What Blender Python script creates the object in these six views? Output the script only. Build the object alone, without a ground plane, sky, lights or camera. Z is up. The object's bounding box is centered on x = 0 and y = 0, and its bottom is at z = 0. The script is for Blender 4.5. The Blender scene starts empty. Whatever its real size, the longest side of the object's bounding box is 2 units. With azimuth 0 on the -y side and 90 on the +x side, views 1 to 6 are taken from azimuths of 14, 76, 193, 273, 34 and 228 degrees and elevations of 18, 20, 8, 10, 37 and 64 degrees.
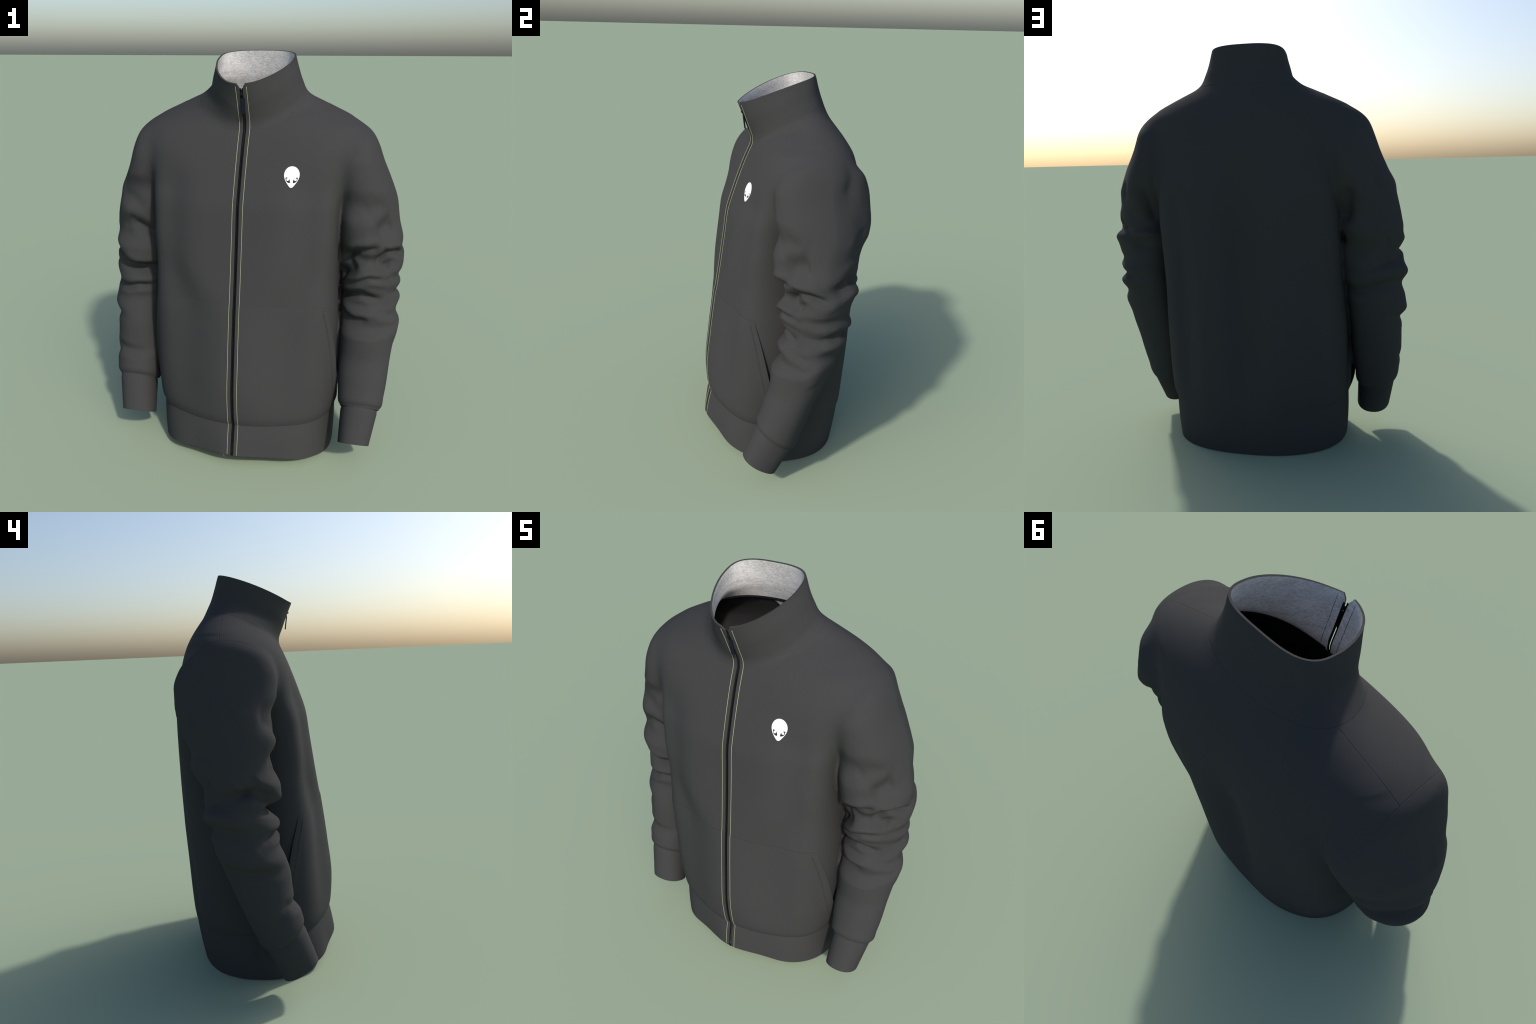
# A dark grey zip-up sweat jacket with stand-up collar, worn by an invisible body.
# One outer skin (torso + collar + sleeves) is lofted, fused and smoothed, then cut
# along its real seams into panels; hem band, cuffs, pockets, zipper, piping and
# emblem are built on top of it.
import bpy
import bmesh
from mathutils import Vector
from mathutils.bvhtree import BVHTree
import math
import numpy as np


def smooth_table(rows):
    """Monotone cubic (PCHIP) interpolation through rows of (key, value, value, ...)."""
    a = np.array(sorted(rows), float)
    x, y = a[:, 0], a[:, 1:]
    h = np.diff(x)[:, None]
    d = np.diff(y, axis=0) / h
    m = np.zeros_like(y)
    for i in range(1, len(x) - 1):
        w1, w2 = 2 * h[i] + h[i - 1], h[i] + 2 * h[i - 1]
        same = d[i - 1] * d[i] > 0
        with np.errstate(divide='ignore', invalid='ignore'):
            m[i] = np.where(same, (w1 + w2) / (w1 / d[i - 1] + w2 / d[i]), 0)
    m[0], m[-1] = d[0], d[-1]

    def f(q):
        q = np.clip(np.asarray(q, float), x[0], x[-1])
        i = np.clip(np.searchsorted(x, q) - 1, 0, len(x) - 2)
        t = ((q - x[i]) / h[i, 0])[..., None]
        hh = h[i]
        r = ((2 * t**3 - 3 * t**2 + 1) * y[i] + (t**3 - 2 * t**2 + t) * hh * m[i]
             + (-2 * t**3 + 3 * t**2) * y[i + 1] + (t**3 - t**2) * hh * m[i + 1])
        return np.moveaxis(r, -1, 0)
    return f


# ---------------------------------------------------------------- sleeves
# outlines of both sleeves as height: x (counted outwards) or y
INNER_LEFT = smooth_table([(1.675, .45), (1.63, .40), (1.5, .37), (1.4, .385), (1.3, .405), (1.2, .425), (1.1, .438), (1.0, .448),
                           (.9, .462), (.8, .468), (.7, .472), (.6, .476), (.5, .478), (.4, .484), (.3, .50), (.2, .512), (.1, .512)])
OUTER_LEFT = smooth_table([(1.675, .516), (1.655, .556), (1.63, .582), (1.58, .608), (1.5, .640), (1.4, .684), (1.342, .705),
                           (1.2, .738), (1.10, .756), (1.04, .762), (.99, .757), (.954, .742), (.91, .752), (.873, .757),
                           (.82, .752), (.776, .741), (.728, .754), (.63, .742), (.518, .732), (.408, .724), (.30, .708),
                           (.2, .684), (.1, .664)])
FRONT_LEFT = smooth_table([(1.675, .06), (1.655, .02), (1.63, -.05), (1.58, -.105), (1.5, -.136), (1.4, -.134), (1.321, -.116),
                           (1.22, -.145), (1.13, -.140), (1.067, -.088), (.988, -.126), (.94, -.115), (.894, -.098),
                           (.825, -.085), (.778, -.125), (.715, -.108), (.659, -.152), (.57, -.155), (.46, -.188),
                           (.347, -.222), (.3, -.235), (.2, -.27), (.1, -.31)])
BACK_LEFT = smooth_table([(1.675, .17), (1.655, .21), (1.63, .245), (1.57, .302), (1.474, .325), (1.40, .325), (1.314, .308),
                          (1.249, .273), (1.134, .245), (1.092, .265), (1.037, .236), (.938, .219), (.87, .228), (.812, .200),
                          (.687, .148), (.512, .078), (.345, .018), (.2, -.03), (.1, -.08)])
INNER_RIGHT = smooth_table([(1.675, .44), (1.63, .39), (1.5, .37), (1.4, .385), (1.3, .405), (1.2, .42), (1.1, .425), (1.0, .43),
                            (.9, .442), (.8, .462), (.7, .468), (.6, .472), (.5, .474), (.4, .478), (.3, .49), (.2, .493), (.1, .49)])
OUTER_RIGHT = smooth_table([(1.675, .515), (1.655, .548), (1.63, .572), (1.58, .592), (1.498, .622), (1.4, .664), (1.292, .703),
                            (1.132, .735), (1.035, .742), (.968, .731), (.90, .762), (.832, .731), (.77, .748), (.709, .754),
                            (.636, .728), (.541, .728), (.383, .716), (.30, .700), (.2, .676), (.1, .656)])
FRONT_RIGHT = smooth_table([(1.675, .06), (1.655, .02), (1.63, -.05), (1.58, -.10), (1.5, -.122), (1.42, -.117), (1.339, -.085),
                            (1.239, -.108), (1.111, -.082), (1.021, -.122), (.962, -.118), (.919, -.066), (.843, -.110),
                            (.767, -.106), (.69, -.135), (.613, -.155), (.486, -.166), (.43, -.195), (.355, -.208),
                            (.3, -.214), (.2, -.252), (.1, -.29)])
BACK_RIGHT = smooth_table([(1.675, .17), (1.655, .21), (1.63, .25), (1.57, .305), (1.539, .325), (1.468, .348), (1.352, .336),
                           (1.25, .30), (1.178, .272), (1.127, .281), (.998, .222), (.923, .237), (.831, .208), (.739, .186),
                           (.598, .134), (.434, .068), (.301, .01), (.2, -.05), (.1, -.1)])


def SLEEVE_LEFT(z):
    return INNER_LEFT(z)[0], OUTER_LEFT(z)[0], FRONT_LEFT(z)[0], BACK_LEFT(z)[0]


def SLEEVE_RIGHT(z):
    return INNER_RIGHT(z)[0], OUTER_RIGHT(z)[0], FRONT_RIGHT(z)[0], BACK_RIGHT(z)[0]


def superellipse(phi, n):
    c, s = np.cos(phi), np.sin(phi)
    return (np.abs(c)**n + np.abs(s)**n)**(-1.0 / n)


# squareness of the sleeves' outer half along the height: front quarter, back quarter
SQUARE_LEFT = smooth_table([(.1, 2.1, 1.9), (.45, 2.0, 1.8), (.6, 1.9, 1.95), (.8, 1.6, 1.9), (.95, 1.5, 1.8), (1.15, 1.5, 1.7),
                            (1.3, 1.8, 1.5), (1.4, 2.2, 1.4), (1.5, 2.5, 1.35), (1.6, 2.7, 1.5)])
SQUARE_RIGHT = smooth_table([(.1, 2.1, 2.1), (.6, 1.95, 1.95), (.8, 1.9, 1.75), (.95, 1.95, 1.6), (1.15, 2.2, 1.4),
                             (1.3, 2.25, 1.35), (1.4, 2.3, 1.35), (1.5, 2.5, 1.42), (1.6, 2.7, 1.65)])


def sleeve_base(table, z, phi):
    """Outward x, y of the unwrinkled sleeve: phi 0 = outer side, 90 deg = front, 180 = inner side."""
    xi, xo, yf, yb = table(z)
    nf, nb = (SQUARE_LEFT if table is SLEEVE_LEFT else SQUARE_RIGHT)(z)
    r = superellipse(phi, np.where(np.cos(phi) > 0, np.where(np.sin(phi) > 0, nf, nb), np.where(np.sin(phi) > 0, 2.2, 2.8)))
    return ((xi + xo) / 2 + (xo - xi) / 2 * r * np.cos(phi),
            (yf + yb) / 2 - (yb - yf) / 2 * r * np.sin(phi))


# creases: polyline of (phi degrees, height), depth, width
FOLDS_LEFT = [
    ([(2, 1.085), (325, 1.115), (280, 1.11)], .014, .017),
    ([(5, .875), (325, .866), (275, .86)], .014, .017),
    ([(72, 1.19), (48, 1.21), (20, 1.225)], .027, .042),
    ([(312, 1.36), (300, 1.26)], .011, .030),
    ([(12, .74), (345, .62)], -.007, .040),
    ([(92, 1.268), (62, 1.31), (40, 1.295)], .006, .026),
    ([(145, 1.03), (104, 1.105), (78, 1.116), (60, 1.123)], .022, .013),
    ([(165, .95), (128, 1.0), (106, 1.04)], .030, .026),
    ([(84, 1.035), (60, 1.02), (36, 1.0)], .026, .026),
    ([(87, 1.02), (55, 1.092), (29, 1.082), (2, 1.045)], .016, .012),
    ([(2, 1.10), (316, 1.15), (289, 1.11), (262, 1.05), (227, 1.013)], .014, .020),
    ([(145, .905), (85, .97), (55, .955), (44, .942)], .013, .011),
    ([(165, .84), (105, .880), (64, .848)], .021, .013),
    ([(51, .880), (10, .866), (328, .888), (290, .858), (250, .87), (215, .886)], .014, .017),
    ([(160, .77), (119, .746), (80, .757)], .014, .018),
    ([(70, .797), (38, .780), (14, .748)], .008, .014),
    ([(302, 1.64), (318, 1.58), (338, 1.49)], .008, .026),
    ([(254, 1.34), (243, 1.25), (230, 1.14)], .018, .022),
    ([(112, 1.53), (107, 1.42), (123, 1.34), (132, 1.25), (138, 1.16)], .004, .022),
]
FOLDS_RIGHT = [
    ([(345, 1.005), (25, 1.03), (60, .99)], .020, .018),
    ([(0, 1.06), (40, 1.072)], .012, .022),
    ([(8, 1.33), (52, 1.34)], -.009, .040),
    ([(312, 1.38), (300, 1.29)], .011, .030),
    ([(46, 1.30), (75, 1.288), (116, 1.225)], .009, .024),
    ([(84, 1.176), (108, 1.13), (131, 1.085)], .017, .018),
    ([(336, .985), (0, 1.006), (16, 1.015), (33, .988), (55, .955), (90, .922), (136, .91)], .019, .017),
    ([(30, .775), (52, .806), (78, .810), (95, .823), (143, .818)], .016, .013),
    ([(135, .466), (50, .483), (26, .445), (335, .41)], .007, .016),
    ([(92, 1.194), (62, 1.13)], .007, .022),
    ([(193, 1.053), (231, 1.088)], .024, .026),
    ([(193, .905), (259, .921), (300, .95), (336, .979)], .010, .020),
    ([(195, .838), (236, .812), (290, .840), (328, .858)], .012, .018),
    ([(60, .66), (0, .655), (332, .666), (280, .68)], .008, .018),
    ([(312, 1.088), (300, 1.02)], .010, .022),
    ([(300, 1.64), (318, 1.58), (338, 1.49)], .003, .026),
    ([(254, 1.34), (243, 1.25), (230, 1.14)], .024, .022),
    ([(112, 1.53), (107, 1.42), (123, 1.34), (132, 1.25), (138, 1.16)], .004, .022),
]
SLEEVE_RADIUS = 0.155


def fold_field(folds, phi, z):
    """Radial displacement of all creases at (phi, z)."""
    out = np.zeros_like(z)
    for line, depth, width in folds:
        depth, width = depth * 1.4, width * 1.25
        best = np.full(z.shape, 9.0)
        along = np.zeros(z.shape)
        ang = np.unwrap(np.radians([p[0] for p in line]))
        hts = np.array([p[1] for p in line])
        mid = (ang.min() + ang.max()) / 2
        d = (phi - mid + math.pi) % (2 * math.pi) - math.pi
        px, py = d * SLEEVE_RADIUS, z
        qx, qy = (ang - mid) * SLEEVE_RADIUS, hts
        seg = np.hypot(np.diff(qx), np.diff(qy))
        total, run = seg.sum(), 0.0
        for i, ln in enumerate(seg):
            ux, uy = (qx[i + 1] - qx[i]) / ln, (qy[i + 1] - qy[i]) / ln
            t = np.clip((px - qx[i]) * ux + (py - qy[i]) * uy, 0, ln)
            dist = np.hypot(px - qx[i] - t * ux, py - qy[i] - t * uy)
            hit = dist < best
            best = np.where(hit, dist, best)
            along = np.where(hit, run + t, along)
            run += ln
        s = along / total
        fade = np.clip(np.minimum(s, 1 - s) / .28, 0, 1)
        fade = .25 + .75 * fade * fade * (3 - 2 * fade)
        q = best / width
        out -= depth * fade * (np.exp(-q**(1.5 if width < .03 else 2.0)) - .22 * np.exp(-((q - 2.1) / 1.0)**2))
    return out


# plane of the cuff seam: z + slope * y = offset
CUFF_PLANE = {1: (.68, .195), -1: (.60, .228)}


def sleeve_surface(side, z, phi):
    table, folds = (SLEEVE_LEFT, FOLDS_LEFT) if side > 0 else (SLEEVE_RIGHT, FOLDS_RIGHT)
    x, y = sleeve_base(table, z, phi)
    xi, xo, yf, yb = table(z)
    d = fold_field(folds, phi, z)
    slope, off = CUFF_PLANE[side]
    h = (z + slope * y - off) / math.hypot(1, slope)
    d = d + .004 * np.exp(-((h - .030) / .026)**2) - .008 * np.exp(-(h / .013)**2)   # gathered above the cuff
    cx, cy = (xi + xo) / 2, (yf + yb) / 2
    nx, ny = x - cx, y - cy
    ln = np.maximum(np.hypot(nx, ny), .02)
    return side * (x + d * nx / ln), y + d * ny / ln


# ---------------------------------------------------------------- torso
# height: half width, y of the widest point, front y, back y, front squareness, back squareness
TORSO = smooth_table([
    (.10, .440, .0, -.345, .335, 2.4, 2.6), (.225, .450, .0, -.350, .370, 2.5, 2.7),
    (.245, .459, .0, -.360, .372, 2.5, 2.7), (.275, .466, .0, -.368, .375, 2.5, 2.8),
    (.40, .470, .0, -.375, .382, 2.6, 3.0), (.60, .468, .0, -.356, .388, 2.8, 3.3),
    (.80, .461, .0, -.331, .392, 3.2, 3.6), (1.0, .454, .02, -.301, .394, 3.8, 4.3),
    (1.2, .454, .03, -.273, .394, 4.6, 5.0), (1.3, .458, .04, -.260, .392, 4.6, 4.8),
    (1.4, .472, .06, -.230, .386, 4.2, 3.8), (1.5, .510, .08, -.195, .372, 3.8, 2.8),
    (1.6, .560, .10, -.155, .348, 3.3, 2.4), (1.65, .550, .11, -.130, .330, 2.7, 2.3),
    (1.70, .478, .12, -.095, .307, 2.1, 2.2), (1.75, .374, .13, -.045, .278, 1.85, 2.1),
    (1.79, .290, .13, .01, .252, 2.0, 2.0), (1.82, .20, .13, .06, .22, 2.0, 2.0)])
# height: depth of the slack between zipper and side, of the hollow along the spine,
# and of the hollows beside it on the wearer's left and right
SLACK = smooth_table([(.10, .010, .0, .0, .0), (.26, .018, .018, .008, .008), (.45, .040, .042, .028, .012), (.75, .040, .050, .034, .008),
                      (.95, .034, .052, .030, .012), (1.15, .028, .046, .018, .012), (1.35, .026, .022, .006, .004),
                      (1.55, .0, .004, .0, .0), (1.8, 0, 0, 0, 0)])


def torso_point(z, psi):
    """psi 0 = +x side, 90 deg = front (-y)."""
    a, yc, yf, yb, nf, nb = TORSO(z)
    front = np.sin(psi) >= 0
    r = superellipse(psi, np.where(front, nf, nb))
    x = a * r * np.cos(psi)
    y = yc - np.where(front, yc - yf, yb - yc) * r * np.sin(psi)
    belly, spine, blade_left, blade_right = SLACK(z)
    ax = np.abs(x)
    facing = np.clip(np.abs(np.sin(psi)) * 1.6, 0, 1)
    blade = np.where(x > 0, blade_left, blade_right)
    mid = .25 + .08 * smoothstep(.75, 1.05, z)
    wide = .135 - .045 * smoothstep(.75, 1.05, z)
    low = .010 * smoothstep(.80, .50, z) * np.exp(-((x + .29) / .10)**2)
    y = y + facing * np.where(front, belly * np.exp(-((ax - mid) / wide)**2) * (1 - np.exp(-(ax / .06)**2)),
                              -spine * np.exp(-(ax / .085)**2) - blade * np.exp(-((ax - .30) / .055)**2) - low)
    x = x * np.where((x < 0) & ~front, 1 - .03 * smoothstep(.70, .35, z), 1)
    return x, y


def torso_distance(p):
    a, yc, yf, yb, nf, nb = TORSO(p[:, 2])
    front = p[:, 1] < yc
    depth = np.where(front, yc - yf, yb - yc)
    n = np.where(front, nf, nb)
    q = (np.abs(p[:, 0] / a)**n + np.abs((p[:, 1] - yc) / depth)**n)**(1 / n)
    return (q - 1) * np.minimum(a, np.hypot(p[:, 0], p[:, 1] - yc) / np.maximum(q, .05) + .02)


def sleeve_distance(p, side):
    xi, xo, yf, yb = (SLEEVE_LEFT if side > 0 else SLEEVE_RIGHT)(p[:, 2])
    q = (np.abs((side * p[:, 0] - (xi + xo) / 2) / ((xo - xi) / 2))**2.25
         + np.abs((p[:, 1] - (yf + yb) / 2) / ((yb - yf) / 2))**2.25)**(1 / 2.25)
    return (q - 1) * (xo - xi) / 2


# ---------------------------------------------------------------- collar
def seam_height(y):
    s = np.clip((y + .135) / .385, -.05, 1.0)
    return 1.645 + .161 * (1 - (1 - s)**2.6)


def rim_height(y):
    y = np.asarray(y)
    return 1.853 + .396 * (y + .204) + .012 * np.clip(1 - ((y + .01) / .17)**2, 0, 1)


# step from seam to rim: half width, widest y, front y, back y, front and back squareness
COLLAR = smooth_table([
    (-.25, .20, .10, -.075, .20, 2.0, 2.0), (-.04, .280, .10, -.128, .243, 2.1, 2.1), (.0, .272, .10, -.130, .245, 2.1, 2.1),
    (.12, .248, .09, -.132, .232, 2.1, 2.2), (.35, .221, .07, -.147, .209, 2.0, 2.4), (.65, .204, .05, -.172, .188, 1.9, 2.6),
    (1.0, .186, .04, -.204, .166, 1.75, 3.1), (1.2, .180, .03, -.222, .153, 1.7, 3.1)])


def collar_point(t, psi):
    a, yc, yf, yb, nf, nb = COLLAR(t)
    front = np.sin(psi) >= 0
    r = superellipse(psi, np.where(front, nf, nb))
    x = a * r * np.cos(psi) + .018 * smoothstep(.0, .35, np.asarray(t)) * (1 - np.clip(np.sin(psi), 0, 1)**2)
    y = yc - np.where(front, yc - yf, yb - yc) * r * np.sin(psi)
    z0, z1 = seam_height(y), rim_height(y)
    return x, y, z0 + (z1 - z0) * t


# ---------------------------------------------------------------- mesh helpers
def loft(rings):
    """Closed solid from equal-length rings of points."""
    m, n = len(rings), len(rings[0])
    v = np.concatenate(rings)
    f = []
    for i in range(m - 1):
        for j in range(n):
            k = (j + 1) % n
            f.append((i * n + j, i * n + k, (i + 1) * n + k, (i + 1) * n + j))
    f.append(tuple(range(n))[::-1])
    f.append(tuple((m - 1) * n + j for j in range(n)))
    return v, f


def fuse(solids, voxel):
    """Union of overlapping solids as one even mesh (voxel remesh)."""
    v, f, base = [], [], 0
    for a, b in solids:
        v.append(a)
        f += [tuple(i + base for i in q) for q in b]
        base += len(a)
    me = bpy.data.meshes.new("fuse")
    me.from_pydata(np.concatenate(v).tolist(), [], f)
    ob = bpy.data.objects.new("fuse", me)
    bpy.context.collection.objects.link(ob)
    bm = bmesh.new()
    bm.from_mesh(me)
    bmesh.ops.recalc_face_normals(bm, faces=bm.faces)
    bm.to_mesh(me)
    bm.free()
    mod = ob.modifiers.new("remesh", 'REMESH')
    mod.mode = 'VOXEL'
    mod.voxel_size = voxel
    dg = bpy.context.evaluated_depsgraph_get()
    ev = ob.evaluated_get(dg)
    mesh = ev.to_mesh()
    mesh.calc_loop_triangles()
    co = np.empty(len(mesh.vertices) * 3)
    mesh.vertices.foreach_get("co", co)
    tri = np.empty(len(mesh.loop_triangles) * 3, np.int32)
    mesh.loop_triangles.foreach_get("vertices", tri)
    ev.to_mesh_clear()
    bpy.data.objects.remove(ob)
    bpy.data.meshes.remove(me)
    return co.reshape(-1, 3), tri.reshape(-1, 3).astype(np.int64)


def neighbours(nv, tri):
    e = np.concatenate([tri[:, [0, 1]], tri[:, [1, 2]], tri[:, [2, 0]]])
    e = np.unique(np.sort(e, 1), axis=0)
    deg = np.bincount(e.ravel(), minlength=nv).astype(float)
    return e, np.maximum(deg, 1)


def relax(v, e, deg, w, steps):
    if steps > 8:                       # only the part that moves, with a margin
        act = w > .004
        m = act[e[:, 0]] | act[e[:, 1]]
        e = e[m]
        ids = np.unique(e)
        mp = np.full(len(v), -1)
        mp[ids] = np.arange(len(ids))
        out = v.copy()
        ww = np.where(act[ids], w[ids], 0)
        out[ids] = relax_part(v[ids], mp[e], deg[ids], ww, steps)
        return out
    return relax_part(v, e, deg, w, steps)


def relax_part(v, e, deg, w, steps):
    for _ in range(steps):
        s = np.empty_like(v)
        for k in range(3):
            s[:, k] = (np.bincount(e[:, 0], v[e[:, 1], k], len(v)) + np.bincount(e[:, 1], v[e[:, 0], k], len(v))) / deg
        v = v + w[:, None] * (s - v)
    return v


def vertex_normals(v, tri):
    fn = np.cross(v[tri[:, 1]] - v[tri[:, 0]], v[tri[:, 2]] - v[tri[:, 0]])
    n = np.zeros_like(v)
    for c in range(3):
        for k in range(3):
            n[:, k] += np.bincount(tri[:, c], fn[:, k], len(v))
    return n / np.maximum(np.linalg.norm(n, axis=1), 1e-12)[:, None]


def cut(v, tri, f):
    """Split triangles along f = 0. Returns mesh and indices of the vertices on the cut."""
    f = f.copy()
    near = np.abs(f) < 2e-4
    f[near] = 0
    sg = np.sign(f)
    st = sg[tri]
    cross = (st.max(1) > 0) & (st.min(1) < 0)
    keep, todo = tri[~cross], tri[cross]
    made, newv, out, nv = {}, [], [], len(v)

    def mid(a, b):
        key = (a, b) if a < b else (b, a)
        if key not in made:
            a, b = key
            t = f[a] / (f[a] - f[b])
            made[key] = nv + len(newv)
            newv.append(v[a] + t * (v[b] - v[a]))
        return made[key]
    for t in todo.tolist():
        s = [sg[i] for i in t]
        if 0 in s:
            k = s.index(0)
            a, b, c = t[k], t[(k + 1) % 3], t[(k + 2) % 3]
            m = mid(b, c)
            out += [(a, b, m), (a, m, c)]
        else:
            k = 0 if s[1] == s[2] else (1 if s[0] == s[2] else 2)
            a, b, c = t[k], t[(k + 1) % 3], t[(k + 2) % 3]
            m1, m2 = mid(a, b), mid(a, c)
            out += [(a, m1, m2), (m1, b, c), (m1, c, m2)]
    on = np.concatenate([np.nonzero(near)[0], np.arange(nv, nv + len(newv))]).astype(np.int64)
    if newv:
        v = np.concatenate([v, np.array(newv)])
        keep = np.concatenate([keep, np.array(out, np.int64)])
    return v, keep, on


def boundary_edges(tri):
    e = np.concatenate([tri[:, [0, 1]], tri[:, [1, 2]], tri[:, [2, 0]]])
    key = np.sort(e, 1)
    _, inv, cnt = np.unique(key, axis=0, return_inverse=True, return_counts=True)
    return e[cnt[inv.ravel()] == 1]


def smoothstep(a, b, x):
    t = np.clip((x - a) / (b - a), 0, 1)
    return t * t * (3 - 2 * t)


def make_object(name, v, faces, mat, parent, normals=None, smooth=True, origin=None):
    v = np.asarray(v, float)
    flat = np.fromiter((i for q in faces for i in q), np.int64)
    used, flat = np.unique(flat, return_inverse=True)
    size = np.fromiter((len(q) for q in faces), np.int64, len(faces))
    flat = flat.ravel().tolist()
    start = (np.cumsum(size) - size).tolist()
    me = bpy.data.meshes.new(name)
    me.from_pydata(v[used].tolist(), [], [flat[a:a + n] for a, n in zip(start, size.tolist())])
    me.materials.append(mat)
    if smooth:
        me.polygons.foreach_set("use_smooth", [True] * len(me.polygons))
    if normals is not None:
        me.normals_split_custom_set_from_vertices(np.asarray(normals)[used].tolist())
    me.update()
    ob = bpy.data.objects.new(name, me)
    bpy.context.collection.objects.link(ob)
    ob.parent = parent
    return ob


def shell(grid, thickness, closed=False):
    """Sheet with depth from an m x n grid of points (normals point outwards along du x dv)."""
    g = np.asarray(grid, float)
    m, n = g.shape[:2]
    if closed:
        du = np.roll(g, -1, 1) - np.roll(g, 1, 1)
    else:
        du = np.gradient(g, axis=1)
    nrm = np.cross(du, np.gradient(g, axis=0))
    nrm /= np.maximum(np.linalg.norm(nrm, axis=2), 1e-12)[..., None]
    v = np.concatenate([g.reshape(-1, 3), (g - thickness * nrm).reshape(-1, 3)])
    o, f, nn = m * n, [], n if closed else n - 1
    for i in range(m - 1):
        for j in range(nn):
            k = (j + 1) % n
            a, b, c, d = i * n + j, i * n + k, (i + 1) * n + k, (i + 1) * n + j
            f += [(a, b, c, d), (o + d, o + c, o + b, o + a)]
    for j in range(nn):
        k = (j + 1) % n
        f += [(o + j, o + k, k, j), ((m - 1) * n + j, (m - 1) * n + k, o + (m - 1) * n + k, o + (m - 1) * n + j)]
    if not closed:
        for i in range(m - 1):
            f += [(i * n, (i + 1) * n, o + (i + 1) * n, o + i * n),
                  (o + i * n + n - 1, o + (i + 1) * n + n - 1, (i + 1) * n + n - 1, i * n + n - 1)]
    return v, f


def sharpen(ob, degrees=40):
    bm = bmesh.new()
    bm.from_mesh(ob.data)
    for e in bm.edges:
        e.smooth = not (len(e.link_faces) == 2 and e.calc_face_angle(0) > math.radians(degrees))
    bm.to_mesh(ob.data)
    bm.free()
    return ob


def tube(points, rx, ry=None, sides=8, up=(0, -1, 0)):
    """Tube along points; rx across, ry along 'up'."""
    ry = rx if ry is None else ry
    p = np.asarray(points, float)
    t = np.gradient(p, axis=0)
    t /= np.linalg.norm(t, axis=1)[:, None]
    u = np.broadcast_to(np.asarray(up, float), p.shape)
    side = np.cross(t, u)
    side /= np.linalg.norm(side, axis=1)[:, None]
    u = np.cross(side, t)
    rings = []
    for i in range(len(p)):
        a = np.arange(sides) * 2 * math.pi / sides
        rings.append(p[i] + rx * np.cos(a)[:, None] * side[i] + ry * np.sin(a)[:, None] * u[i])
    return loft(rings)


def box(cx, cy, cz, sx, sy, sz, bevel=0.0, tilt=0.0):
    bm = bmesh.new()
    bmesh.ops.create_cube(bm, size=1)
    for w in bm.verts:
        w.co = Vector((w.co.x * sx, w.co.y * sy, w.co.z * sz))
    if bevel:
        bmesh.ops.bevel(bm, geom=bm.edges[:], offset=bevel, segments=2, affect='EDGES')
    c, s = math.cos(tilt), math.sin(tilt)
    v = np.array([(w.co.x + cx, w.co.y * c - w.co.z * s + cy, w.co.y * s + w.co.z * c + cz) for w in bm.verts])
    bm.verts.index_update()
    f = [tuple(q.index for q in p.verts) for p in bm.faces]
    bm.free()
    return v, f


# ---------------------------------------------------------------- materials
def fabric(name, colour, scale=900.0, bump=.08, mottle=.04, rough=.95):
    m = bpy.data.materials.new(name)
    m.use_nodes = True
    nt = m.node_tree
    b = nt.nodes["Principled BSDF"]
    tc = nt.nodes.new("ShaderNodeTexCoord")
    big = nt.nodes.new("ShaderNodeTexNoise")
    big.inputs["Scale"].default_value = 140
    big.inputs["Detail"].default_value = 4
    ramp = nt.nodes.new("ShaderNodeValToRGB")
    c = np.array(colour)
    ramp.color_ramp.elements[0].position = .3
    ramp.color_ramp.elements[1].position = .7
    ramp.color_ramp.elements[0].color = (*(c * (1 - mottle)), 1)
    ramp.color_ramp.elements[1].color = (*(c * (1 + mottle)), 1)
    fine = nt.nodes.new("ShaderNodeTexNoise")
    fine.inputs["Scale"].default_value = scale
    bp = nt.nodes.new("ShaderNodeBump")
    bp.inputs["Strength"].default_value = bump
    bp.inputs["Distance"].default_value = .001
    nt.links.new(tc.outputs["Object"], big.inputs["Vector"])
    nt.links.new(tc.outputs["Object"], fine.inputs["Vector"])
    nt.links.new(big.outputs["Fac"], ramp.inputs["Fac"])
    nt.links.new(ramp.outputs["Color"], b.inputs["Base Color"])
    nt.links.new(fine.outputs["Fac"], bp.inputs["Height"])
    nt.links.new(bp.outputs["Normal"], b.inputs["Normal"])
    b.inputs["Roughness"].default_value = rough
    b.inputs["Specular IOR Level"].default_value = .04
    return m


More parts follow.
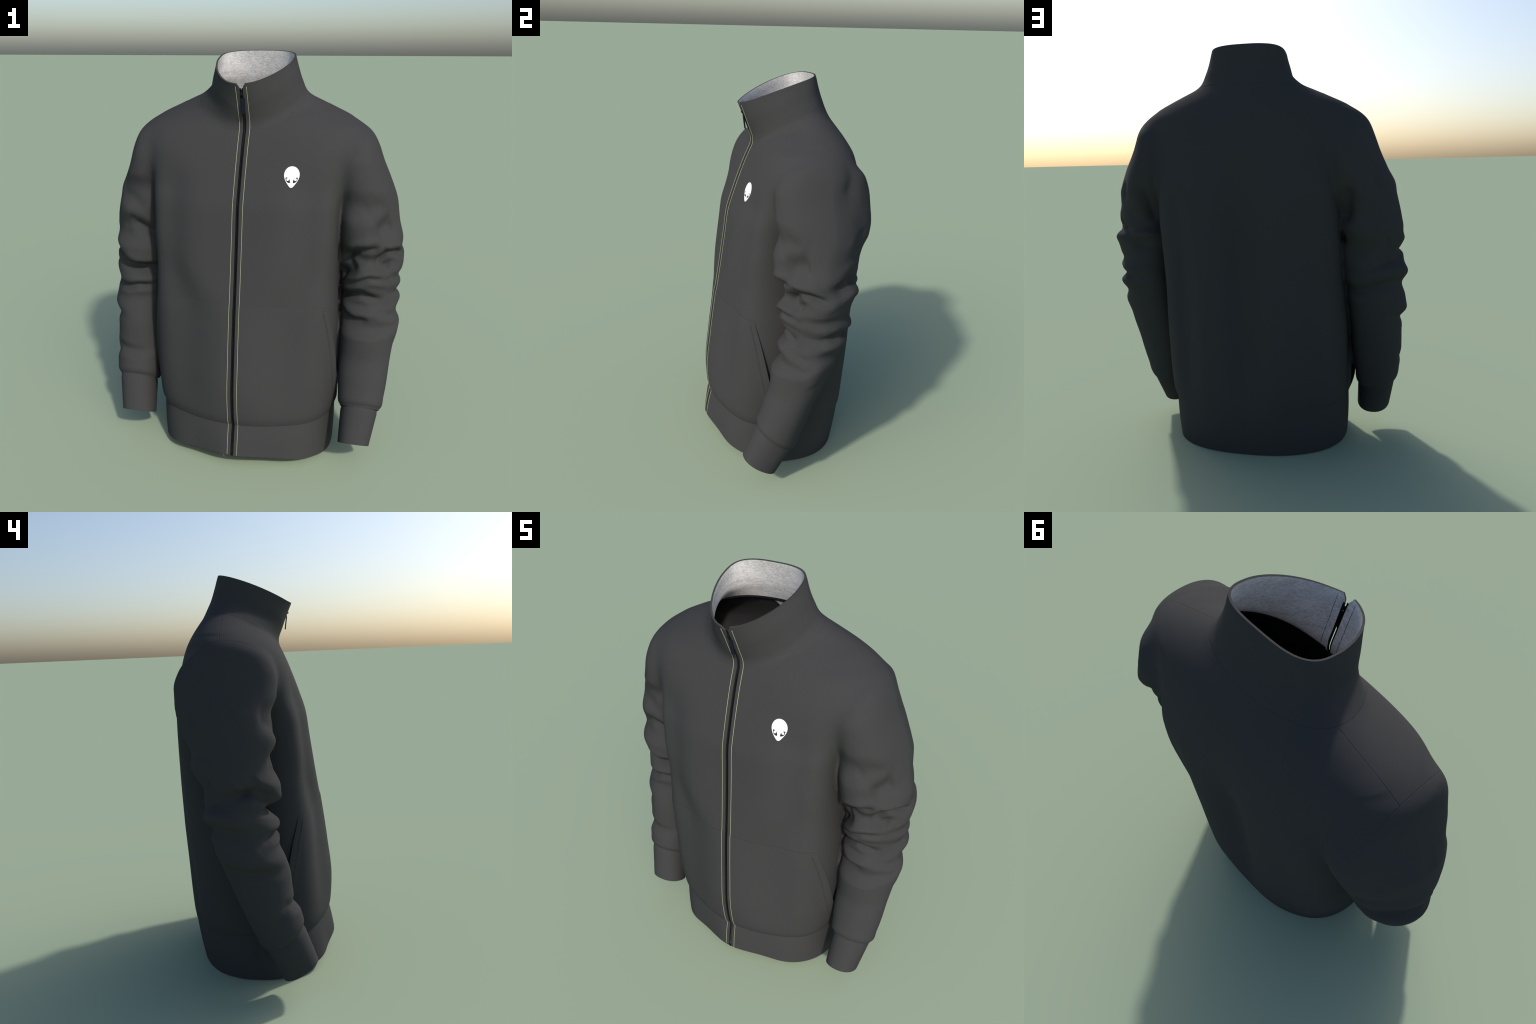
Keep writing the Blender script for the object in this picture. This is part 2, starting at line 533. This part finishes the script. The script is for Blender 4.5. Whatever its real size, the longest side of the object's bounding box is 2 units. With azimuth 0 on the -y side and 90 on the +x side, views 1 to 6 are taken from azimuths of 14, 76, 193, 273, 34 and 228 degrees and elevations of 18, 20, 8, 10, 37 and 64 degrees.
def heather(name):
    """Pale grey marled jersey: stretched streaks of light and mid grey."""
    m = bpy.data.materials.new(name)
    m.use_nodes = True
    nt = m.node_tree
    b = nt.nodes["Principled BSDF"]
    tc = nt.nodes.new("ShaderNodeTexCoord")
    mp = nt.nodes.new("ShaderNodeMapping")
    mp.inputs["Scale"].default_value = (1, 1, 3.0)
    streak = nt.nodes.new("ShaderNodeTexNoise")
    streak.inputs["Scale"].default_value = 85
    streak.inputs["Detail"].default_value = 7
    streak.inputs["Roughness"].default_value = .72
    cloud = nt.nodes.new("ShaderNodeTexNoise")
    cloud.inputs["Scale"].default_value = 14
    cloud.inputs["Detail"].default_value = 3
    mix = nt.nodes.new("ShaderNodeMath")
    mix.operation = 'MULTIPLY_ADD'
    mix.inputs[1].default_value = .30
    ramp = nt.nodes.new("ShaderNodeValToRGB")
    ramp.color_ramp.elements[0].position = .50
    ramp.color_ramp.elements[0].color = (.44, .44, .445, 1)
    ramp.color_ramp.elements[1].position = .74
    ramp.color_ramp.elements[1].color = (.74, .735, .73, 1)
    nt.links.new(tc.outputs["Object"], mp.inputs["Vector"])
    nt.links.new(mp.outputs["Vector"], streak.inputs["Vector"])
    nt.links.new(mp.outputs["Vector"], cloud.inputs["Vector"])
    nt.links.new(cloud.outputs["Fac"], mix.inputs[0])
    nt.links.new(streak.outputs["Fac"], mix.inputs[2])
    nt.links.new(mix.outputs[0], ramp.inputs["Fac"])
    nt.links.new(ramp.outputs["Color"], b.inputs["Base Color"])
    b.inputs["Roughness"].default_value = .95
    b.inputs["Specular IOR Level"].default_value = .1
    return m


FABRIC = fabric("charcoal_jersey", (.0470, .0472, .0488))
RIB = fabric("charcoal_rib", (.0470, .0472, .0488), scale=700)
LINING = heather("heather_lining")
TAPE = fabric("black_zipper_tape", (.010, .010, .011), scale=1500, rough=.8)
PULL = fabric("navy_rubber", (.012, .014, .024), scale=300, bump=.03, rough=.6)
PIPING = fabric("pale_green_piping", (.34, .38, .24), scale=1500, bump=.05)
WHITE = fabric("white_print", (1.0, 1.0, 1.0), mottle=0.0, bump=0.0, rough=.7)
INK = fabric("dark_print", (.03, .028, .03), bump=0.0, rough=.8)
THREAD = fabric("seam_thread", (.035, .035, .036), scale=2000, bump=.05)
LABEL = fabric("label_cloth", (.55, .55, .56), scale=1500, bump=.05)

jacket = bpy.data.objects.new("jacket", None)
bpy.context.collection.objects.link(jacket)
jacket["label"] = "dark grey zip-up jacket with stand-up collar and emblem"
jacket["category"] = "jacket"

# ---------------------------------------------------------------- fused skin
ZIP_X = .009
N = 240
ang = np.arange(N) * 2 * math.pi / N


def torso_ring(z):
    x, y = torso_point(np.full(N, z), ang)
    return np.stack([x, y, np.full(N, z)], 1)


def collar_ring(t):
    return np.stack(collar_point(np.full(N, t), ang), 1)


def sleeve_ring(side, z):
    x, y = sleeve_surface(side, np.full(N, z), ang)
    return np.stack([x, y, np.full(N, z)], 1)


solids = [loft([torso_ring(z) for z in np.linspace(.12, 1.82, 240)]),
          loft([collar_ring(t) for t in np.linspace(-.25, 1.2, 60)])]
for side in (1, -1):
    solids.append(loft([sleeve_ring(side, z) for z in np.linspace(.10, 1.675, 320)]))
V, T = fuse(solids, .006)

E_, DEG = neighbours(len(V), T)
dt = torso_distance(V)
ds = np.minimum(sleeve_distance(V, 1), sleeve_distance(V, -1))
arm = np.exp(-((dt - ds) / .045)**2) * smoothstep(1.22, 1.48, V[:, 2]) * (V[:, 2] < 1.70) * (np.abs(V[:, 0]) > .33)
zs = seam_height(V[:, 1])
neck = np.exp(-((V[:, 2] - zs) / .042)**2) * (np.abs(V[:, 0]) < .36) * smoothstep(-.02, .06, V[:, 1])
neck_front = np.exp(-((V[:, 2] - zs) / .02)**2) * (np.abs(V[:, 0]) < .33) * .25
V = relax(V, E_, DEG, .6 * np.clip(np.maximum(arm, np.maximum(neck, neck_front)), 0, 1), 70)
ones = np.ones(len(V))
for _ in range(4):
    V = relax(V, E_, DEG, .55 * ones, 1)
    V = relax(V, E_, DEG, -.57 * ones, 1)
V = relax(V, E_, DEG, .4 * ones, 1)

ARMHOLE = smooth_table([(1.20, .440), (1.30, .444), (1.40, .455), (1.5, .490), (1.6, .522), (1.7, .53)])


def armhole_field(p, side):
    low = torso_distance(p) - sleeve_distance(p, side)
    high = side * p[:, 0] - ARMHOLE(p[:, 2])[0]
    k = smoothstep(1.20, 1.36, p[:, 2])
    return np.where(side * p[:, 0] > .2, low * (1 - k) + high * k, -1.0)


def cuff_field(p, side):
    slope, off = CUFF_PLANE[side]
    return np.where(side * p[:, 0] > .47, (p[:, 2] + slope * p[:, 1] - off) / math.hypot(1, slope), 1.0)


def slit_field(p):
    w = .0078 + .012 * smoothstep(.030, .0, rim_height(p[:, 1]) - p[:, 2])**2
    return np.where(p[:, 1] < .0, np.abs(p[:, 0] - ZIP_X) - w, 1.0)


def rim_field(p):
    return rim_height(p[:, 1]) - p[:, 2]


def hem_field(p):
    return p[:, 2] - .232


def collar_field(p):
    return np.where(np.hypot(p[:, 0], p[:, 1]) < .42, (p[:, 2] - seam_height(p[:, 1])) * .85, -1.0)


def side_field(p):
    return p[:, 1] - .130


# keep the closed skin for placing things on the front
SKIN = BVHTree.FromPolygons(V.tolist(), T.tolist())

GROOVE = .0024
grooves = []
for field in (collar_field, lambda p: armhole_field(p, 1), lambda p: armhole_field(p, -1), side_field):
    for off in (-GROOVE, GROOVE, 0.0):
        V, T, on = cut(V, T, field(V) - off)
    grooves.append(on)
for field in (rim_field, hem_field, lambda p: cuff_field(p, 1), lambda p: cuff_field(p, -1), slit_field):
    V, T, on = cut(V, T, field(V))

NRM = vertex_normals(V, T)
depth = np.zeros(len(V))
depth[grooves[0]] = .0014
for k in (1, 2):
    depth[grooves[k]] = .0010 * smoothstep(1.30, 1.45, V[grooves[k], 2])
g = grooves[3]
depth[g] = np.maximum(depth[g], .0010 * smoothstep(1.55, 1.60, V[g, 2]) * (collar_field(V[g]) < 0) * (armhole_field(V[g], 1) < 0) * (armhole_field(V[g], -1) < 0))
V = V - depth[:, None] * NRM

C = V[T].mean(1)
keep = rim_field(C) > 0
keep &= slit_field(C) > 0
left, right = armhole_field(C, 1) > 0, armhole_field(C, -1) > 0
keep &= np.where(left, cuff_field(C, 1) > 0, np.where(right, cuff_field(C, -1) > 0, hem_field(C) > 0))
T, C = T[keep], C[keep]
left, right = left[keep], right[keep]
is_collar = collar_field(C) > 0
back = side_field(C) > 0
part = np.where(is_collar, 0, np.where(left, 1, np.where(right, 2, np.where(back, 3, np.where(C[:, 0] > ZIP_X, 4, 5)))))
NRM = vertex_normals(V, T)
THICK = .008
nV = len(V)
V2 = np.concatenate([V, V - THICK * NRM])
N2 = np.concatenate([NRM, -NRM])
names = ["collar", "sleeve", "sleeve", "back_panel", "front_panel", "front_panel"]
edges = boundary_edges(T)
# rim faces get vertices of their own so that they shade flat
owner = {}
at_edge = np.zeros(len(V), bool)
at_edge[edges.ravel()] = True
touch = at_edge[T].sum(1) >= 2
for k, t in zip(part[touch].tolist(), T[touch].tolist()):
    for i in range(3):
        owner[(t[i], t[(i + 1) % 3])] = k
rim_faces = {k: [] for k in range(6)}
extra_v, extra_n = [], []
base = len(V2)
for a, b in edges.tolist():
    k = owner[(a, b)]
    q = [V[b], V[a], V[a] - THICK * NRM[a], V[b] - THICK * NRM[b]]
    nn = np.cross(q[1] - q[0], q[2] - q[0])
    ln = np.linalg.norm(nn)
    nn = nn / ln if ln > 1e-12 else NRM[a]
    i = base + len(extra_v)
    extra_v += q
    extra_n += [nn] * 4
    rim_faces[k].append((i, i + 1, i + 2, i + 3))
V2 = np.concatenate([V2, np.array(extra_v)])
N2 = np.concatenate([N2, np.array(extra_n)])
panels = {}
for k in range(6):
    outer = T[part == k]
    inner = outer[:, ::-1] + nV
    faces = outer.tolist() + rim_faces[k]
    if k:
        faces += inner.tolist()
    ob = make_object(names[k], V2, faces, FABRIC, jacket, N2)
    panels[k] = ob
    if k == 0:
        make_object("collar_lining", V2, inner.tolist(), LINING, ob, N2)

# dark tape that covers the collar seam on the inside
hoop = []
for psi in np.linspace(math.radians(95), math.radians(445), 140):
    a0, yc0, yf0, yb0, n0, n1 = (float(q) for q in COLLAR(.0))
    fr = math.sin(psi) >= 0
    rr = float(superellipse(np.array(psi), n0))
    hx, hy = a0 * rr * math.cos(psi), yc0 - ((yc0 - yf0) if fr else (yb0 - yc0)) * rr * math.sin(psi)
    near = SKIN.find_nearest(Vector((hx, hy, float(seam_height(hy)))))
    nv_ = np.array(near[1])
    hoop.append(np.array(near[0]) - .0095 * nv_)
hoop = np.array(hoop)
for _ in range(3):
    hoop[1:-1] = .25 * hoop[:-2] + .5 * hoop[1:-1] + .25 * hoop[2:]
v, f = tube(hoop, .0025, .007, sides=10, up=(0, 0, 1))
make_object("neck_tape", v, f, TAPE, panels[0])

# ---------------------------------------------------------------- hem band
M = 200
slit = .0078


def hem_grid():
    """Band that hangs from the bottom of the torso; rows run from bottom to top."""
    rows = []
    a, yf, yb = .448, -.388, .334
    psi = np.linspace(math.acos((ZIP_X - slit) / a), math.acos((ZIP_X + slit) / a) + 2 * math.pi, M)
    front = np.sin(psi) >= 0
    facing = np.clip(np.sin(psi) * 1.6, 0, 1)
    r = superellipse(psi, 2.45)
    x0 = a * r * np.cos(psi)
    y0 = np.where(front, yf, -yb) * r * np.sin(psi)
    y0 = y0 + facing * .026 * np.exp(-((np.abs(x0) - .19) / .115)**2) * (1 - np.exp(-(x0 / .05)**2))
    x0 = x0 + .006 * (1 - np.clip(np.sin(psi), 0, 1)) + np.where((x0 < 0) & ~front, .010, 0) * np.clip(-np.sin(psi) * 2, 0, 1)
    y0 = y0 - np.where(front, 0, .005) * np.exp(-((x0 + .29) / .10)**2)
    z0 = .072 * np.clip((-y0 - .05) / .32, 0, 1.1)**1.3
    x1, y1 = torso_point(np.full(M, .236), psi)
    k = np.where(front, .990, .997)
    x1, y1 = x1 * np.where(np.abs(x1) < .05, 1, k), y1 * k
    for h in np.linspace(0, 1, 26):
        belly = .004 * math.sin(math.pi * h)
        x = x0 + (x1 - x0) * h
        y = y0 + (y1 - y0) * h
        ln = np.hypot(x, y)
        rows.append(np.stack([x + np.where(np.abs(x) < .05, 0, belly * x / ln), y + belly * y / ln, z0 + (.252 - z0) * h], 1))
    return np.array(rows)


HEM = hem_grid()[:, ::-1]
# rows go up, columns run so that du x dv faces outwards
test = np.cross(HEM[0, 60] - HEM[0, 59], HEM[1, 59] - HEM[0, 59])
if test[0] * HEM[0, 59, 0] + test[1] * HEM[0, 59, 1] < 0:
    HEM = HEM[:, ::-1]
hv, hf = shell(HEM, .008)
hem = sharpen(make_object("hem_band", hv, hf, RIB, jacket))
HEM_SKIN = BVHTree.FromPolygons(hv.tolist(), [tuple(q) for q in hf])

# ---------------------------------------------------------------- cuffs
# side: centre of top and bottom, half width top and bottom, half depth top and bottom, tilt slope
CUFFS = {1: ((.602, -.131, .284), (.587, -.203, .122), .092, .077, .106, .096, .60),
         -1: ((.594, -.118, .300), (.571, -.188, .130), .097, .087, .105, .094, .56)}
for side, (top, bot, wx0, wx1, wy0, wy1, slope) in CUFFS.items():
    up = np.array([0, slope, 1.0]) / math.hypot(1, slope)
    fw = np.array([0, -1.0, slope]) / math.hypot(1, slope)
    top, bot = np.array(top), np.array(bot)
    rows = []
    for h in np.linspace(0, 1.06, 18):
        c = bot + (top - bot) * h
        wx, wy = wx1 + (wx0 - wx1) * h, wy1 + (wy0 - wy1) * h
        wx, wy = wx - .006 * max(h - .9, 0) / .16, wy - .006 * max(h - .9, 0) / .16
        a = np.arange(96) * 2 * math.pi / 96
        r = superellipse(a, 2.2)
        ring = c + (wx * r * np.cos(a))[:, None] * np.array([1.0, 0, 0]) + (wy * r * np.sin(a))[:, None] * fw
        rows.append(ring)
    gcuff = np.array(rows)
    t_ = np.cross(gcuff[0, 1] - gcuff[0, 0], gcuff[1, 0] - gcuff[0, 0])
    if t_ @ (gcuff[0, 0] - bot) < 0:
        gcuff = gcuff[:, ::-1]
    gcuff[..., 0] *= side
    if side < 0:
        gcuff = gcuff[:, ::-1]
    cv, cf = shell(gcuff, .008, closed=True)
    sharpen(make_object("cuff", cv, cf, RIB, jacket))


# ---------------------------------------------------------------- things on the front
def front(x, z):
    """Outermost front point at (x, z) and its normal, on skin or hem band."""
    o, d = Vector((x, -1.2, z)), Vector((0, 1, 0))
    hits = [h for h in (SKIN.ray_cast(o, d), HEM_SKIN.ray_cast(o, d)) if h[0] is not None]
    if z < .233:
        h = HEM_SKIN.ray_cast(o, d)
        if h[0] is not None:
            hits = [h]
    h = min(hits, key=lambda q: q[0].y)
    if abs(x) < .05 and .236 < z < .857:
        h = (h[0] + Vector((0, -.0034, 0)), h[1])      # the pocket lies on top here
    n = h[1] if h[1].y < 0 else -h[1]
    return np.array(h[0]), np.array(n)


def front_line(x, z0, z1, step=.006, lift=0.0):
    pts = []
    for z in np.linspace(z0, z1, max(3, int(abs(z1 - z0) / step))):
        p, n = front(x, z)
        pts.append(p + lift * n)
    p = np.array(pts)
    for _ in range(2):
        p[1:-1] = .25 * p[:-2] + .5 * p[1:-1] + .25 * p[2:]
    return p


zipper = bpy.data.objects.new("zipper", None)
bpy.context.collection.objects.link(zipper)
zipper.parent = jacket
for s in (1, -1):
    line = front_line(ZIP_X + s * .0245, .077, 1.842, lift=.0006)
    v, f = tube(line, .0012, .0010)
    make_object("piping", v, f, PIPING, jacket)
    stitch = front_line(ZIP_X + s * .034, 1.672, 1.85)
    stitch[:, 1] += .0092
    v, f = tube(stitch, .0007, sides=6)
    make_object("lining_stitching", v, f, THREAD, panels[0])
    # tape behind the fabric edge, with the moulded coil along its free edge
    edge = front_line(ZIP_X + s * .028, .080, 1.835)
    rows = []
    for p in edge:
        rows.append([(ZIP_X + s * .0022, p[1] + .0045, p[2]), (ZIP_X + s * .006, p[1] + .0050, p[2]), (ZIP_X + s * .0092, p[1] + .0052, p[2])])
    v, f = shell(np.array(rows), .0012 * s)
    make_object("zipper_tape", v, f, TAPE, zipper)
    coil = edge.copy()
    coil[:, 0] = ZIP_X + s * .0036
    coil[:, 1] += .0045
    v, f = tube(coil, .0026, .0022)
    make_object("zipper_coil", v, f, TAPE, zipper)

p, n = front(ZIP_X + .03, 1.815)
v, f = box(ZIP_X, p[1] + .000, 1.815, .015, .010, .030, .003, math.atan2(n[2], -n[1]))
sharpen(make_object("zipper_slider", v, f, TAPE, zipper))
v, f = box(ZIP_X + .001, p[1] + .004, 1.797, .007, .008, .014, .002, 0)
make_object("zipper_bail", v, f, TAPE, zipper)
v, f = box(ZIP_X + .004, -.172, 1.757, .0185, .006, .070, .002, math.radians(8))
sharpen(make_object("zipper_pull", v, f, PULL, zipper))
v, f = box(ZIP_X, front(ZIP_X + .02, .082)[0][1] + .001, .083, .012, .008, .016, .002, 0)
sharpen(make_object("zipper_stop", v, f, TAPE, zipper))

# ---------------------------------------------------------------- pockets
EDGE = smooth_table([(.24, 9.0), (.49, 18.4), (.70, 27.0), (.84, 34.6)])


def pocket_point(u, z, side, lift):
    """u 0 = beside the zipper, 1 = slanted opening edge."""
    a = TORSO(z)[0]
    start = math.acos((side * ZIP_X + .0085) / a)
    psi = start + (math.radians(float(EDGE(z)[0])) - start) * u
    h = 1e-3

    def at(q, zz):
        x, y = torso_point(np.array([zz]), np.array([q]))
        return np.array([x[0], y[0], zz])
    p = at(psi, z)
    nrm = np.cross(at(psi + h, z) - p, at(psi, z + h) - p)
    nrm /= np.linalg.norm(nrm)
    if nrm @ np.array([p[0], p[1], 0]) < 0:
        nrm = -nrm
    p = p + lift * nrm
    p[0] *= side
    return p


def pocket_top(u):
    return .856 - .018 * u


def pocket_lift(u, h):
    h = np.asarray(h)
    return .0012 + .0020 * (1 - smoothstep(.94, 1.0, h)) + .015 * smoothstep(.86, 1.0, np.array(u)) * smoothstep(1.0, .45, h) * smoothstep(.0, .15, h)


for side in (1, -1):
    rows = []
    for h in np.linspace(0, 1, 26):
        row = []
        for u in np.linspace(0, 1, 34)**.8:
            z = .236 + (pocket_top(u) - .236) * h
            row.append(pocket_point(u, z, side, pocket_lift(u, h)))
        rows.append(row)
    gp = np.array(rows)
    if side > 0:
        gp = gp[:, ::-1]
    t_ = np.cross(gp[5, 6] - gp[5, 5], gp[6, 5] - gp[5, 5])
    if t_[1] > 0:
        gp = gp[:, ::-1]
    v, f = shell(gp, .0045)
    pocket = sharpen(make_object("pocket", v, f, FABRIC, jacket))
    for inset in (.072, .086):
        pts = []
        for h in np.linspace(.04, .955, 50):
            u = 1 - inset
            z = .236 + (pocket_top(u) - .236) * h
            pts.append(pocket_point(u, z, side, pocket_lift(u, h) + .0001))
        v, f = tube(pts, .0008, .0006, sides=6, up=(side * .6, -.8, 0))
        make_object("pocket_stitching", v, f, THREAD, pocket)
    pts = [pocket_point(u, pocket_top(u) - .016, side, pocket_lift(u, .975) + .0002) for u in np.linspace(.91, .992, 12)]
    v, f = tube(pts, .0008, .0006, sides=6, up=(0, 0, 1))
    make_object("pocket_stitching", v, f, THREAD, pocket)

# ---------------------------------------------------------------- emblem
LOGO = (.2475, 1.4525)


def print_patch(name, outline, mat, parent, lift, rings=8):
    """Thin printed patch: closed 2D outline laid on the chest."""
    o = np.asarray(outline, float)
    c = o.mean(0)
    v, f, n = [], [], len(o)
    for i, k in enumerate(np.linspace(1, 0, rings + 1)[:-1]):
        for q in c + (o - c) * k:
            p, nn = front(LOGO[0] + q[0], LOGO[1] + q[1])
            v.append(p + lift * nn)
    p, nn = front(LOGO[0] + c[0], LOGO[1] + c[1])
    v.append(p + lift * nn)
    for i in range(rings - 1):
        for j in range(n):
            k = (j + 1) % n
            f.append((i * n + j, i * n + k, (i + 1) * n + k, (i + 1) * n + j))
    for j in range(n):
        f.append(((rings - 1) * n + j, (rings - 1) * n + (j + 1) % n, len(v) - 1))
    o0 = len(v)
    for q in o:                        # skirt down into the cloth gives the print its edge
        p, nn = front(LOGO[0] + q[0], LOGO[1] + q[1])
        v.append(p - .0008 * nn)
    for j in range(n):
        f.append((j, o0 + j, o0 + (j + 1) % n, (j + 1) % n))
    ob = make_object(name, v, f, mat, parent)
    bm = bmesh.new()
    bm.from_mesh(ob.data)
    bmesh.ops.recalc_face_normals(bm, faces=bm.faces)
    bm.to_mesh(ob.data)
    bm.free()
    return sharpen(ob, 50)


HEAD = smooth_table([(0, 0.0), (.02, .30), (.07, .56), (.16, .80), (.28, .95), (.40, 1.0), (.52, .95),
                     (.64, .83), (.76, .64), (.88, .40), (.95, .25), (.985, .14), (1.0, 0.0)])
HALF_W, HEIGHT = .0345, .0935
t = .5 - .5 * np.cos(np.linspace(0, math.pi, 40))
w = HEAD(t)[0] * HALF_W
yy = HEIGHT * (.5 - t)
head = np.concatenate([np.stack([w, yy], 1), np.stack([-w[-2:0:-1], yy[-2:0:-1]], 1)])
emblem = print_patch("alien_head_emblem", head, WHITE, jacket, .0012)


def almond(x0, y0, x1, y1, fat, bend=0.0, n=14):
    s = np.linspace(0, 1, n)
    d = np.array([x1 - x0, y1 - y0])
    nn = np.array([-d[1], d[0]])
    mid_ = np.array([x0, y0]) + s[:, None] * d + (bend * np.sin(math.pi * s))[:, None] * nn
    wd = (fat * np.sin(math.pi * s)**.75)[:, None] * nn
    return np.concatenate([mid_ + wd, (mid_ - wd)[-2:0:-1]])


for s in (1, -1):
    print_patch("emblem_eye", almond(s * .0265, -.0015, s * .0068, -.0265, .25), INK, emblem, .0017, 4)
    print_patch("emblem_eye_glint", almond(s * .0225, -.0075, s * .0120, -.0145, .50), WHITE, emblem, .0022, 3)

# ---------------------------------------------------------------- neck label
lab = []
for h in np.linspace(0, 1, 8):
    lab.append([(.006 + x * (1 - .6 * (1 - h)), 0, 0) for x in np.linspace(-.052, .052, 10)])
    zz = 1.745 + .055 * h
    row = []
    for (x, _, _) in lab[-1]:
        hit = SKIN.ray_cast(Vector((x, 1.2, zz)), Vector((0, -1, 0)))
        row.append((x, hit[0].y - .013, zz))
    lab[-1] = row
v, f = shell(np.array(lab), .0015)
make_object("neck_label", v, f, LABEL, jacket)
